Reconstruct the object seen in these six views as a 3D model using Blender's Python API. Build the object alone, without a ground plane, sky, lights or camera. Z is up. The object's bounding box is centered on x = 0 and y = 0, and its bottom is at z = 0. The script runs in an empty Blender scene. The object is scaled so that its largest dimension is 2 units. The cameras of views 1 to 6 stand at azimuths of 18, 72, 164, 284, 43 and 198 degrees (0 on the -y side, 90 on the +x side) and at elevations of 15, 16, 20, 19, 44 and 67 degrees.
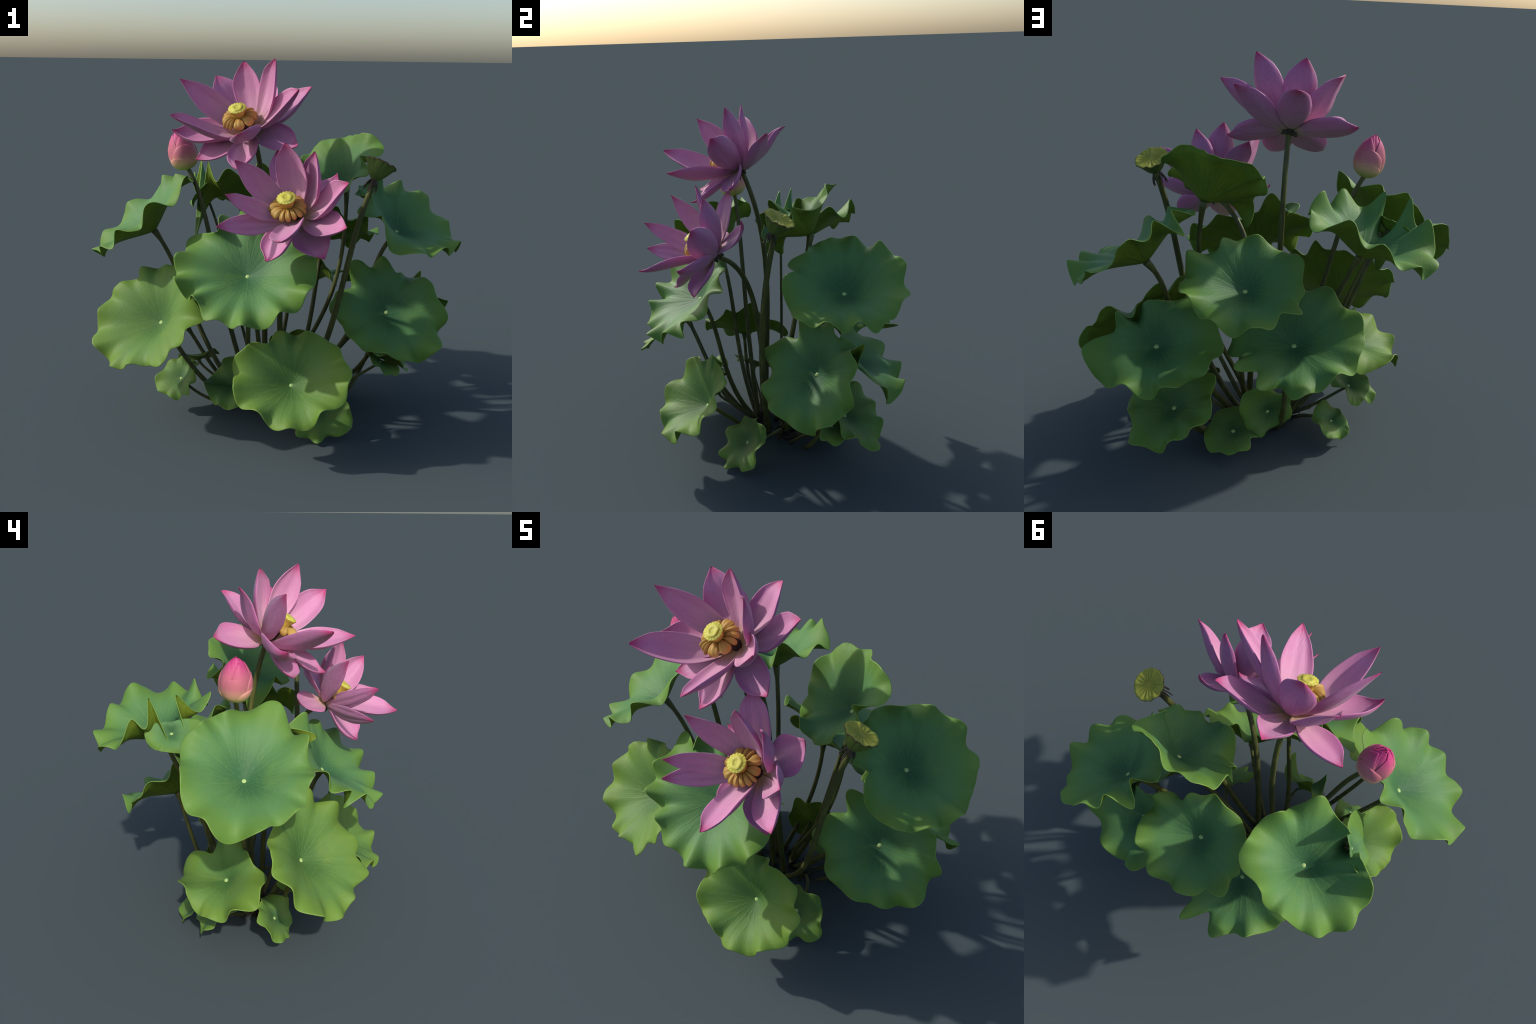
"""Flowering lotus plant: two open blooms, a bud, a seed pod and round wavy leaves on tall stalks.

Every leaf is described by its navel, the way it faces and control values of its margin
(radius and lift in millimetres at equal angles, starting at the downhill side)."""
import bpy
import numpy as np
from math import pi, sin, cos, comb
from mathutils import Matrix

LEAVES = [
    dict(seed=1, tone='adult', centre=(0.002, -0.376, 0.867), facing=(0.016, -0.675, 0.738),
         radius=[320, 337, 332, 350, 337, 349, 370, 364, 358, 349, 324, 291, 301, 251, 242, 248, 239, 295, 329, 344, 225, 378, 400, 343, 358, 348, 343, 319, 294, 294, 330, 307],
         lift=[65, 130, 59, 84, 129, 50, 138, 93, 85, 128, 72, 116, 101, 82, 62, 87, 132, 179, 59, 116, 157, 39, 14, 88, 131, 72, 145, 30, 138, 112, 88, 102],
         stalk=[(0.002, -0.373, 0.864), (-0.018, -0.267, 0.685), (-0.040, -0.268, 0.440), (-0.057, -0.215, 0.199), (-0.066, -0.040, 0.000)], stalk_radius=0.0115),
    dict(seed=2, tone='young', centre=(-0.483, -0.362, 0.561), facing=(-0.328, -0.719, 0.613),
         radius=[306, 279, 279, 299, 339, 288, 323, 300, 338, 320, 303, 284, 316, 341, 290, 287, 280, 284, 278, 304, 320, 331, 324, 339, 345, 333, 324, 326],
         lift=[105, 147, 104, 117, 132, 113, 119, 123, 68, 152, 153, 108, 166, 94, 115, 115, 99, 155, 103, 122, 141, 118, 170, 124, 145, 163, 87, 124],
         stalk=[(-0.482, -0.359, 0.559), (-0.403, -0.292, 0.401), (-0.336, -0.272, 0.230), (-0.232, -0.194, 0.103), (-0.103, -0.066, 0.000)], stalk_radius=0.0115),
    dict(seed=3, tone='young', centre=(0.253, -0.423, 0.337), facing=(0.035, -0.734, 0.679),
         radius=[261, 252, 268, 264, 251, 279, 300, 297, 310, 281, 291, 268, 255, 240, 239, 237, 250, 203, 261, 263, 296, 283, 268, 273, 274, 236, 223, 249],
         lift=[126, 137, 105, 116, 174, 116, 115, 150, 123, 153, 119, 128, 150, 167, 81, 134, 117, 134, 127, 154, 121, 88, 147, 143, 109, 143, 154, 105],
         stalk=[(0.252, -0.420, 0.335), (0.209, -0.321, 0.259), (0.166, -0.249, 0.158), (0.117, -0.171, 0.067), (0.061, -0.074, 0.000)], stalk_radius=0.0115),
    dict(seed=4, tone='adult', centre=(0.642, 0.069, 0.607), facing=(0.341, -0.697, 0.630),
         radius=[280, 299, 313, 323, 321, 288, 317, 275, 271, 272, 251, 250, 231, 223, 292, 248, 284, 310, 229, 284, 304, 329, 273, 279, 287, 283, 274, 274],
         lift=[67, 74, 9, 100, 72, 18, 64, 106, 83, 102, 108, 11, 55, 83, 98, 64, 111, 103, 33, 44, 68, 78, 42, 46, 99, 72, 114, 124],
         stalk=[(0.640, 0.071, 0.605), (0.560, 0.161, 0.257), (0.436, 0.241, 0.076), (0.258, 0.233, 0.061), (0.178, 0.037, 0.000)], stalk_radius=0.0115),
    dict(seed=5, tone='adult', centre=(0.651, 0.213, 1.023), facing=(0.485, -0.207, 0.850),
         radius=[309, 301, 320, 301, 307, 300, 318, 283, 306, 288, 293, 278, 308, 259, 298, 307, 293, 288, 238, 310, 239, 279, 304, 292, 311, 327, 311, 303],
         lift=[109, 181, 81, 96, 81, 123, 104, 101, 147, 148, 115, 165, 46, 154, 100, 95, 99, 106, 157, 84, 115, 158, 110, 38, 76, 128, 116, 175],
         stalk=[(0.649, 0.214, 1.020), (0.477, 0.167, 0.823), (0.569, 0.093, 0.553), (0.403, 0.115, 0.343), (0.095, 0.046, 0.000)], stalk_radius=0.0115),
    dict(seed=6, tone='adult', centre=(0.380, 0.144, 1.277), facing=(-0.393, -0.536, 0.747),
         radius=[167, 200, 205, 225, 217, 204, 200, 208, 204, 164, 223, 261, 267, 255, 236, 237, 267, 254, 285, 286, 283, 249, 269, 224, 222, 264, 285, 234],
         lift=[197, 165, 116, 132, 113, 128, 142, 106, 113, 167, 101, 81, 99, 143, 146, 132, 112, 126, 135, 138, 129, 171, 118, 124, 101, 77, 20, 166],
         stalk=[(0.382, 0.146, 1.274), (0.417, 0.028, 0.851), (0.382, 0.018, 0.561), (0.129, 0.025, 0.352), (0.061, 0.078, 0.000)], stalk_radius=0.0105),
    dict(seed=7, tone='adult', centre=(-0.632, -0.115, 1.000), facing=(-0.592, -0.265, 0.761),
         radius=[327, 297, 303, 300, 306, 283, 302, 294, 287, 323, 320, 360, 390, 344, 342, 295, 314, 287, 300, 311, 293, 298, 307, 332, 338, 335, 362, 332],
         lift=[146, 125, 113, 157, 108, 164, 150, 99, 151, 162, 75, 110, 140, 94, 83, 154, 114, 175, 150, 122, 104, 163, 177, 127, 119, 159, 92, 64],
         stalk=[(-0.630, -0.114, 0.997), (-0.503, -0.043, 0.792), (-0.432, -0.081, 0.521), (-0.318, -0.082, 0.243), (-0.107, -0.033, 0.000)], stalk_radius=0.0115),
    dict(seed=8, tone='adult', centre=(-0.303, 0.402, 1.073), facing=(-0.285, 0.135, 0.949),
         radius=[305, 306, 247, 232, 171, 317, 268, 188, 224, 265, 297, 274, 264, 265, 291, 295, 312, 320, 305, 273, 278, 275, 268, 276, 296, 319, 315, 337],
         lift=[127, 164, 260, 204, 301, -108, 26, 280, 183, 162, 203, 149, 87, 202, 158, 109, 154, 98, 136, 215, 190, 141, 184, 132, 103, 136, 66, 131],
         stalk=[(-0.302, 0.402, 1.069), (-0.214, 0.322, 0.823), (-0.160, 0.231, 0.560), (-0.097, 0.139, 0.286), (-0.030, 0.059, 0.000)], stalk_radius=0.0115),
    dict(seed=9, tone='adult', centre=(0.224, 0.374, 0.912), facing=(0.088, 0.535, 0.840),
         radius=[263, 266, 264, 234, 295, 253, 262, 249, 265, 265, 256, 247, 239, 247, 247, 225, 234, 202, 260, 290, 274, 287, 297, 280, 274, 276, 279, 275],
         lift=[116, 116, 87, 111, 110, 65, 84, 94, 128, 131, 90, 71, 94, 123, 84, 101, 129, 108, 76, 135, 45, 73, 97, 153, 80, 120, 117, 52],
         stalk=[(0.224, 0.372, 0.909), (0.190, 0.269, 0.695), (0.216, 0.193, 0.465), (0.180, 0.126, 0.233), (0.063, 0.061, 0.000)], stalk_radius=0.0115),
    dict(seed=10, tone='adult', centre=(0.613, 0.281, 0.624), facing=(0.283, 0.589, 0.757),
         radius=[265, 269, 252, 271, 255, 309, 295, 319, 306, 295, 274, 278, 280, 217, 184, 185, 187, 186, 184, 184, 186, 218, 298, 313, 301, 287, 272, 243],
         lift=[87, 54, 123, 108, 53, 101, 84, 38, 49, 117, 110, 79, 55, 72, 119, 118, 106, 36, -12, 169, 100, 74, 105, 107, 43, 24, 86, 130],
         stalk=[(0.612, 0.279, 0.621), (0.492, 0.197, 0.482), (0.365, 0.131, 0.338), (0.243, 0.083, 0.179), (0.138, 0.049, 0.000)], stalk_radius=0.0115),
    dict(seed=11, tone='adult', centre=(-0.000, 0.443, 0.656), facing=(0.178, 0.595, 0.784),
         radius=[305, 290, 277, 271, 275, 308, 300, 319, 321, 328, 292, 288, 292, 233, 257, 274, 287, 292, 295, 295, 297, 287, 302, 251, 318, 244, 328, 243],
         lift=[130, 148, 90, 138, 127, 33, 66, 64, 79, 102, 64, 119, 118, 125, 157, 164, 152, 127, 97, 68, 43, 16, 12, 96, 165, 134, 197, 81],
         stalk=[(-0.001, 0.441, 0.652), (0.023, 0.387, 0.455), (-0.001, 0.337, 0.268), (-0.031, 0.252, 0.112), (-0.028, 0.100, 0.000)], stalk_radius=0.0115),
    dict(seed=12, tone='small', centre=(0.529, 0.265, 0.280), facing=(0.481, 0.421, 0.769),
         radius=[226, 227, 205, 202, 204, 223, 229, 212, 252, 212, 210, 209, 208, 200, 189, 178, 222, 201, 213, 256],
         lift=[50, 11, 82, 48, 79, 37, 74, 49, 53, 49, 86, 75, 41, 17, 29, 95, 62, 88, 50, 67],
         stalk=[(0.527, 0.263, 0.277), (0.494, 0.164, 0.216), (0.476, 0.112, 0.132), (0.427, 0.102, 0.056), (0.324, 0.112, 0.000)], stalk_radius=0.0105),
    dict(seed=13, tone='small', centre=(0.234, 0.252, 0.107), facing=(0.132, 0.365, 0.922),
         radius=[140, 130, 136, 100, 137, 149, 149, 149, 148, 141, 141, 127, 140, 147, 147, 129],
         lift=[7, 19, 11, 14, -19, -23, -14, -3, 7, 9, 12, 4, -4, -8, -36, -6],
         stalk=[(0.233, 0.251, 0.103), (0.206, 0.212, 0.076), (0.176, 0.171, 0.052), (0.146, 0.132, 0.028), (0.120, 0.099, 0.000)], stalk_radius=0.0075),
    dict(seed=14, tone='small', centre=(0.061, 0.248, 0.201), facing=(-0.258, 0.962, -0.092),
         radius=[117, 128, 141, 150, 134, 132, 155, 121, 142, 179, 187, 179, 142, 133, 116, 124],
         lift=[14, -3, 4, 18, 8, 24, 50, 32, 18, 14, -12, 12, 18, 28, 34, 49],
         stalk=[(0.062, 0.244, 0.201), (0.065, 0.201, 0.162), (0.056, 0.164, 0.115), (0.034, 0.134, 0.062), (0.014, 0.111, 0.000)], stalk_radius=0.0075),
    dict(seed=15, tone='small', centre=(-0.443, 0.055, 0.188), facing=(-0.278, 0.417, 0.865),
         radius=[115, 152, 151, 134, 115, 124, 112, 151, 129, 150, 179, 171, 144, 122, 123, 79, 77, 128, 141, 130],
         lift=[31, -3, 35, 23, 48, 41, 36, 37, 22, 9, 4, 37, 38, 37, 20, 37, 46, 31, 19, 27],
         stalk=[(-0.442, 0.053, 0.185), (-0.387, 0.020, 0.136), (-0.301, 0.041, 0.096), (-0.208, 0.033, 0.055), (-0.121, -0.017, 0.000)], stalk_radius=0.0075),
    dict(seed=16, tone='small', centre=(-0.289, 0.237, 0.099), facing=(-0.217, 0.431, 0.876),
         radius=[101, 108, 86, 77, 57, 98, 106, 117, 109, 104, 102, 102, 101, 120, 125, 109],
         lift=[-27, 6, 24, 28, 38, 6, -16, 15, 19, 17, 6, -2, 30, 26, 20, 14],
         stalk=[(-0.288, 0.236, 0.095), (-0.263, 0.172, 0.088), (-0.226, 0.113, 0.067), (-0.182, 0.059, 0.038), (-0.146, 0.015, 0.000)], stalk_radius=0.0075),
    dict(seed=17, tone='small', centre=(0.360, -0.235, 0.128), facing=(0.142, -0.749, 0.647),
         radius=[181, 141, 164, 184, 184, 159, 153, 144, 160, 130, 136, 138, 135, 161, 147, 169, 151, 137, 184, 158],
         lift=[46, 7, 14, 27, 17, 53, 27, 7, 36, 49, 45, 4, 25, 22, 14, 43, 47, 29, 49, 16],
         stalk=[(0.360, -0.232, 0.125), (0.334, -0.095, 0.109), (0.270, -0.001, 0.127), (0.209, 0.028, 0.104), (0.183, 0.000, 0.000)], stalk_radius=0.0075),
    dict(seed=18, tone='small', centre=(-0.433, -0.227, 0.190), facing=(-0.228, -0.707, 0.670),
         radius=[121, 120, 101, 123, 96, 117, 120, 110, 126, 122, 126, 121, 119, 128, 138, 126, 146, 150, 140, 119],
         lift=[17, -11, 10, 6, 34, 28, 61, 62, 9, -24, -6, 34, 17, 33, 11, 29, 45, 23, 34, 18],
         stalk=[(-0.432, -0.224, 0.187), (-0.354, -0.221, 0.107), (-0.268, -0.179, 0.051), (-0.185, -0.118, 0.010), (-0.127, -0.048, 0.000)], stalk_radius=0.0075),
    dict(seed=19, tone='young', centre=(-0.496, 0.009, 0.407), facing=(-0.584, 0.280, 0.762),
         radius=[224, 232, 252, 250, 284, 265, 248, 181, 176, 167, 199, 189, 199, 140, 223, 286, 249, 214, 171, 188],
         lift=[68, 76, 49, 116, 48, 93, 50, 71, 112, 88, 94, 147, 86, 67, 70, 11, 27, 121, 152, 132],
         stalk=[(-0.493, 0.008, 0.404), (-0.393, -0.016, 0.293), (-0.318, -0.035, 0.171), (-0.226, -0.027, 0.072), (-0.106, 0.006, 0.000)], stalk_radius=0.0105),
    dict(seed=20, tone='small', centre=(-0.105, -0.278, 0.217), facing=(-0.406, -0.766, 0.499),
         radius=[116, 134, 135, 138, 152, 166, 187, 189, 157, 127, 122, 153, 123, 80, 80, 135],
         lift=[66, 50, 33, 16, 121, 150, 102, 32, 53, 101, 51, 10, 64, 147, 145, 48],
         stalk=[(-0.103, -0.275, 0.215), (-0.064, -0.281, 0.203), (-0.046, -0.198, 0.151), (-0.023, -0.102, 0.082), (-0.060, -0.027, 0.000)], stalk_radius=0.0075),
    dict(seed=21, tone='adult', centre=(-0.489, 0.283, 1.153), facing=(-0.700, -0.250, 0.670),
         radius=[105, 115, 145, 170, 120, 70, 50, 60, 90, 125, 120, 110],
         lift=[20, 0, 30, 50, 40, 30, 30, 30, 30, 30, 0, 20],
         stalk=[(-0.488, 0.284, 1.150), (-0.352, 0.220, 0.964), (-0.307, 0.211, 0.668), (-0.210, 0.169, 0.337), (-0.058, 0.095, 0.000)], stalk_radius=0.0075),
    dict(seed=22, tone='small', centre=(0.612, 0.158, 0.280), facing=(0.478, 0.106, 0.872),
         radius=[107, 100, 94, 91, 92, 94, 94, 91, 87, 82, 83, 80, 67, 97, 89, 119],
         lift=[31, 15, -3, -16, -18, -7, 3, 3, 8, 13, 1, -8, -4, -20, -13, 1],
         stalk=[(0.610, 0.158, 0.276), (0.516, 0.130, 0.209), (0.417, 0.101, 0.145), (0.326, 0.073, 0.078), (0.248, 0.050, 0.000)], stalk_radius=0.0075),
]

FLOWERS = [
    dict(base=(-0.080, -0.090, 1.562), axis=(-0.250, -0.680, 0.690), head_axis=(0.0, -.53, .85), head=(-0.121, -0.200, 1.683),
         stalk=[(-0.072, -0.080, 1.545), (-0.014, 0.049, 1.195), (-0.025, 0.056, 0.837), (-0.038, -0.009, 0.437), (0.004, -0.013, 0.000)],
         petals=[   # form: half width, outward bulge, skew, twist, cupping, widest point, hook
             dict(tip=(-0.135, -0.056, 1.909), form=(0.079, 0.130, -0.238, 0.002, 1.350, 0.611, -0.037)),
             dict(tip=(0.074, -0.206, 1.921), form=(0.077, 0.140, -0.171, 0.099, 1.350, 0.570, -0.008)),
             dict(tip=(-0.038, 0.164, 1.786), form=(0.080, 0.141, -0.183, 0.065, 1.350, 0.561, 0.071)),
             dict(tip=(-0.315, -0.276, 1.425), form=(0.085, 0.084, 0.076, -0.007, 1.217, 0.563, -0.106)),
             dict(tip=(-0.004, -0.519, 1.588), form=(0.079, 0.117, 0.161, -0.019, 1.350, 0.522, 0.024)),
             dict(tip=(0.218, -0.029, 1.788), form=(0.086, 0.162, -0.235, -0.209, 1.313, 0.569, 0.003)),
             dict(tip=(0.205, -0.235, 1.515), form=(0.076, 0.052, 0.198, -0.003, 1.350, 0.535, -0.115)),
             dict(tip=(-0.308, 0.001, 1.832), form=(0.102, 0.181, -0.048, 0.389, 0.803, 0.510, 0.116)),
             dict(tip=(-0.058, -0.385, 1.407), form=(0.077, 0.083, 0.193, -0.105, 1.195, 0.555, -0.094)),
             dict(tip=(-0.447, -0.270, 1.570), form=(0.094, 0.088, 0.156, 0.088, 1.103, 0.517, -0.097), deep=True),
             dict(tip=(-0.362, 0.109, 1.609), form=(0.091, 0.116, -0.151, 0.158, 1.350, 0.566, -0.055)),
             dict(tip=(-0.408, -0.246, 1.820), form=(0.067, 0.117, -0.308, -0.150, 1.279, 0.509, 0.002)),
             dict(tip=(-0.367, -0.460, 1.656), form=(0.079, 0.144, -0.338, -0.030, 1.350, 0.559, -0.016)),
             dict(tip=(0.228, -0.327, 1.785), form=(0.074, 0.063, -0.037, 0.010, 1.150, 0.545, -0.017), deep=True),
         ]),
    dict(base=(0.246, -0.345, 1.180), axis=(-0.250, -0.680, 0.690), head_axis=(0.0, -.53, .85), head=(0.210, -0.446, 1.295),
         stalk=[(0.215, -0.300, 1.155), (0.072, -0.111, 1.051), (0.069, -0.033, 0.800), (0.084, -0.051, 0.429), (0.092, -0.030, 0.000)],
         petals=[   # form: half width, outward bulge, skew, twist, cupping, widest point, hook
             dict(tip=(0.331, -0.410, 1.512), form=(0.076, 0.177, -0.289, -0.071, 1.350, 0.547, -0.021)),
             dict(tip=(-0.065, -0.639, 1.175), form=(0.051, 0.096, -0.123, -0.698, 0.750, 0.558, -0.008)),
             dict(tip=(0.265, -0.738, 1.154), form=(0.078, 0.041, 0.218, 0.022, 1.350, 0.570, -0.078)),
             dict(tip=(-0.018, -0.653, 1.330), form=(0.047, 0.126, -0.050, -0.645, 0.720, 0.528, 0.003)),
             dict(tip=(0.514, -0.516, 1.395), form=(0.076, 0.117, -0.452, 0.046, 1.147, 0.510, 0.023), deep=True),
             dict(tip=(0.189, -0.407, 1.546), form=(0.074, 0.113, 0.078, 0.139, 1.350, 0.585, -0.004)),
             dict(tip=(-0.028, -0.496, 1.464), form=(0.061, 0.135, -0.279, -0.130, 0.838, 0.534, 0.003)),
             dict(tip=(0.414, -0.497, 1.028), form=(0.091, 0.146, -0.081, -0.169, 1.327, 0.522, 0.048)),
             dict(tip=(0.142, -0.542, 1.004), form=(0.087, 0.056, 0.077, 0.112, 1.350, 0.572, -0.145)),
             dict(tip=(0.528, -0.594, 1.209), form=(0.077, 0.137, 0.226, -0.048, 1.350, 0.489, 0.014)),
             dict(tip=(0.095, -0.211, 1.484), form=(0.074, 0.071, -0.053, 0.347, 0.783, 0.591, -0.027)),
             dict(tip=(0.406, -0.236, 1.393), form=(0.098, 0.188, 0.293, 0.100, 0.800, 0.486, -0.113)),
             dict(tip=(-0.033, -0.249, 1.248), form=(0.083, 0.113, 0.090, 0.215, 0.689, 0.472, -0.083)),
         ]),
]

BUD = dict(base=(-.466, -.026, 1.332), tip=(-.517, -.046, 1.552), radius=.074,
           stalk=[(-0.467, -0.026, 1.345), (-0.347, -0.025, 1.182), (-0.326, -0.034, 0.835), (-0.214, -0.048, 0.428), (-0.067, -0.037, 0.000)])
POD = dict(top=(.593, -.095, 1.431), facing=(.30, .36, .88), radius=.079, depth=.086,
           stalk=[(0.572, -0.112, 1.360), (0.440, -0.159, 1.003), (0.437, -0.186, 0.626), (0.353, -0.128, 0.299), (0.097, -0.033, 0.000)])
ROOT_SPOTS = [(-0.07, -0.04), (-0.10, -0.07), (0.06, -0.07), (0.18, 0.04), (0.10, 0.05), (0.06, 0.08), (-0.11, -0.03), (-0.03, 0.06), (-0.06, 0.09), (0.06, 0.06), (0.14, 0.05), (-0.03, 0.10), (-0.11, 0.01), (-0.12, -0.02), (-0.15, 0.02), (0.01, 0.11), (0.12, 0.10), (-0.06, -0.03), (0.00, -0.01), (0.09, -0.03), (-0.07, -0.04), (0.10, -0.03)]

# ---------------------------------------------------------------- helpers
def new_object(name, mesh, parent, matrix=None):
    ob = bpy.data.objects.new(name, mesh)
    bpy.context.scene.collection.objects.link(ob)
    ob.parent = parent
    if matrix is not None:
        ob.matrix_world = matrix
    return ob


def new_empty(name, parent=None, location=(0, 0, 0)):
    ob = bpy.data.objects.new(name, None)
    ob.empty_display_size = 0.05
    bpy.context.scene.collection.objects.link(ob)
    ob.location = location
    ob.parent = parent
    return ob


def mesh_from(name, verts, faces, materials, face_material=None, smooth=True):
    me = bpy.data.meshes.new(name)
    me.from_pydata([tuple(v) for v in verts], [], [tuple(f) for f in faces])
    for m in materials:
        me.materials.append(m)
    if face_material is not None:
        me.polygons.foreach_set("material_index", face_material)
    me.polygons.foreach_set("use_smooth", [smooth] * len(me.polygons))
    me.update()
    return me


def unit(v):
    v = np.asarray(v, float)
    return v / np.linalg.norm(v)


def frame_matrix(origin, ex, ey, ez, scale=1.0):
    m = Matrix(((ex[0] * scale, ey[0] * scale, ez[0] * scale, origin[0]),
                (ex[1] * scale, ey[1] * scale, ez[1] * scale, origin[1]),
                (ex[2] * scale, ey[2] * scale, ez[2] * scale, origin[2]),
                (0, 0, 0, 1)))
    return m


def periodic_spline(values, count):
    """Interpolating periodic cubic spline through equally spaced control values."""
    k = len(values)
    band = np.zeros((k, k))
    for i in range(k):
        band[i, i] = 4 / 6
        band[i, (i - 1) % k] = band[i, (i + 1) % k] = 1 / 6
    coef = np.linalg.solve(band, np.asarray(values, float))
    x = np.arange(count) / count * k
    i = np.floor(x).astype(int)
    t = x - i
    w = [(1 - t) ** 3 / 6, (3 * t ** 3 - 6 * t * t + 4) / 6,
         (-3 * t ** 3 + 3 * t * t + 3 * t + 1) / 6, t ** 3 / 6]
    return sum(w[j] * coef[(i - 1 + j) % k] for j in range(4))


def bezier(points, count):
    p = np.asarray(points, float)
    n = len(p) - 1
    t = np.linspace(0, 1, count)
    w = np.stack([comb(n, i) * t ** i * (1 - t) ** (n - i) for i in range(n + 1)], 1)
    return w @ p


def tube(path, radii, sides=14, cap=True, wobble=None):
    """Verts and faces of a round tube along a path, frames carried along without twist."""
    path = np.asarray(path, float)
    n = len(path)
    tang = np.gradient(path, axis=0)
    tang /= np.linalg.norm(tang, axis=1)[:, None]
    a = np.array([1.0, 0, 0]) if abs(tang[0][0]) < .8 else np.array([0, 1.0, 0])
    u = unit(np.cross(tang[0], a))
    verts, faces = [], []
    ang = np.arange(sides) / sides * 2 * pi
    for i in range(n):
        u = unit(u - tang[i] * (u @ tang[i]))
        v = np.cross(tang[i], u)
        r = radii[i]
        for k, b in enumerate(ang):
            rr = r * (1 + (wobble(i, k) if wobble else 0))
            verts.append(path[i] + u * cos(b) * rr + v * sin(b) * rr)
    for i in range(n - 1):
        for k in range(sides):
            k2 = (k + 1) % sides
            faces.append((i * sides + k, i * sides + k2, (i + 1) * sides + k2, (i + 1) * sides + k))
    if cap:
        for i, s in ((0, -1), (n - 1, 1)):
            c = len(verts)
            verts.append(path[i] + tang[i] * s * radii[i] * .5)
            for k in range(sides):
                k2 = (k + 1) % sides
                f = (i * sides + k, i * sides + k2, c)
                faces.append(f if s > 0 else f[::-1])
    # nothing reaches below the ground
    verts = [np.array([p[0], p[1], max(p[2], 0.0)]) for p in verts]
    return verts, faces


# ---------------------------------------------------------------- materials
class Nodes:
    def __init__(self, name):
        self.mat = bpy.data.materials.new(name)
        self.mat.use_nodes = True
        self.t = self.mat.node_tree
        self.t.nodes.clear()
        self.out = self.t.nodes.new("ShaderNodeOutputMaterial")

    def n(self, kind, **props):
        nd = self.t.nodes.new(kind)
        for k, v in props.items():
            setattr(nd, k, v)
        return nd

    def link(self, a, b):
        self.t.links.new(a, b)

    def put(self, socket, value):
        if isinstance(value, bpy.types.NodeSocket):
            self.link(value, socket)
        else:
            socket.default_value = value

    def math(self, op, a, b=0.0, c=0.0, clamp=False):
        nd = self.n("ShaderNodeMath", operation=op, use_clamp=clamp)
        self.put(nd.inputs[0], a)
        self.put(nd.inputs[1], b)
        self.put(nd.inputs[2], c)
        return nd.outputs[0]

    def smooth(self, x, lo, hi, a=0.0, b=1.0):
        nd = self.n("ShaderNodeMapRange", interpolation_type='SMOOTHSTEP')
        self.put(nd.inputs[0], x)
        for i, v in enumerate((lo, hi, a, b)):
            self.put(nd.inputs[i + 1], v)
        return nd.outputs[0]

    def mix(self, f, a, b, blend='MIX'):
        nd = self.n("ShaderNodeMix", data_type='RGBA', blend_type=blend)
        self.put(nd.inputs[0], f)
        self.put(nd.inputs[6], a if isinstance(a, bpy.types.NodeSocket) else (*a, 1))
        self.put(nd.inputs[7], b if isinstance(b, bpy.types.NodeSocket) else (*b, 1))
        return nd.outputs[2]

    def noise(self, vec, scale, detail=3.0, rough=.55):
        nd = self.n("ShaderNodeTexNoise")
        self.put(nd.inputs["Vector"], vec)
        nd.inputs["Scale"].default_value = scale
        nd.inputs["Detail"].default_value = detail
        nd.inputs["Roughness"].default_value = rough
        return nd.outputs["Fac"]

    def coords(self):
        return self.n("ShaderNodeTexCoord").outputs["Object"]

    def xyz(self, vec):
        s = self.n("ShaderNodeSeparateXYZ")
        self.link(vec, s.inputs[0])
        return s.outputs

    def scaled(self, vec, sx, sy, sz):
        m = self.n("ShaderNodeMapping")
        self.link(vec, m.inputs["Vector"])
        m.inputs["Scale"].default_value = (sx, sy, sz)
        return m.outputs[0]

    def random(self):
        return self.n("ShaderNodeObjectInfo").outputs["Random"]

    def bump(self, height, strength, distance):
        b = self.n("ShaderNodeBump")
        b.inputs["Strength"].default_value = strength
        b.inputs["Distance"].default_value = distance
        self.link(height, b.inputs["Height"])
        return b.outputs[0]

    def finish(self, color, rough=.55, normal=None, translucent=0.0, tcolor=None, spec=.35, sheen=0.0):
        p = self.n("ShaderNodeBsdfPrincipled")
        self.put(p.inputs["Base Color"], color if isinstance(color, bpy.types.NodeSocket) else (*color, 1))
        self.put(p.inputs["Roughness"], rough)
        p.inputs["Specular IOR Level"].default_value = spec
        p.inputs["Sheen Weight"].default_value = sheen
        if normal is not None:
            self.link(normal, p.inputs["Normal"])
        sh = p.outputs[0]
        if translucent > 0:
            tr = self.n("ShaderNodeBsdfTranslucent")
            c = tcolor if tcolor is not None else color
            self.put(tr.inputs["Color"], c if isinstance(c, bpy.types.NodeSocket) else (*c, 1))
            if normal is not None:
                self.link(normal, tr.inputs["Normal"])
            mx = self.n("ShaderNodeMixShader")
            mx.inputs[0].default_value = translucent
            self.link(sh, mx.inputs[1])
            self.link(tr.outputs[0], mx.inputs[2])
            sh = mx.outputs[0]
        self.link(sh, self.out.inputs["Surface"])
        return self.mat


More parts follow.
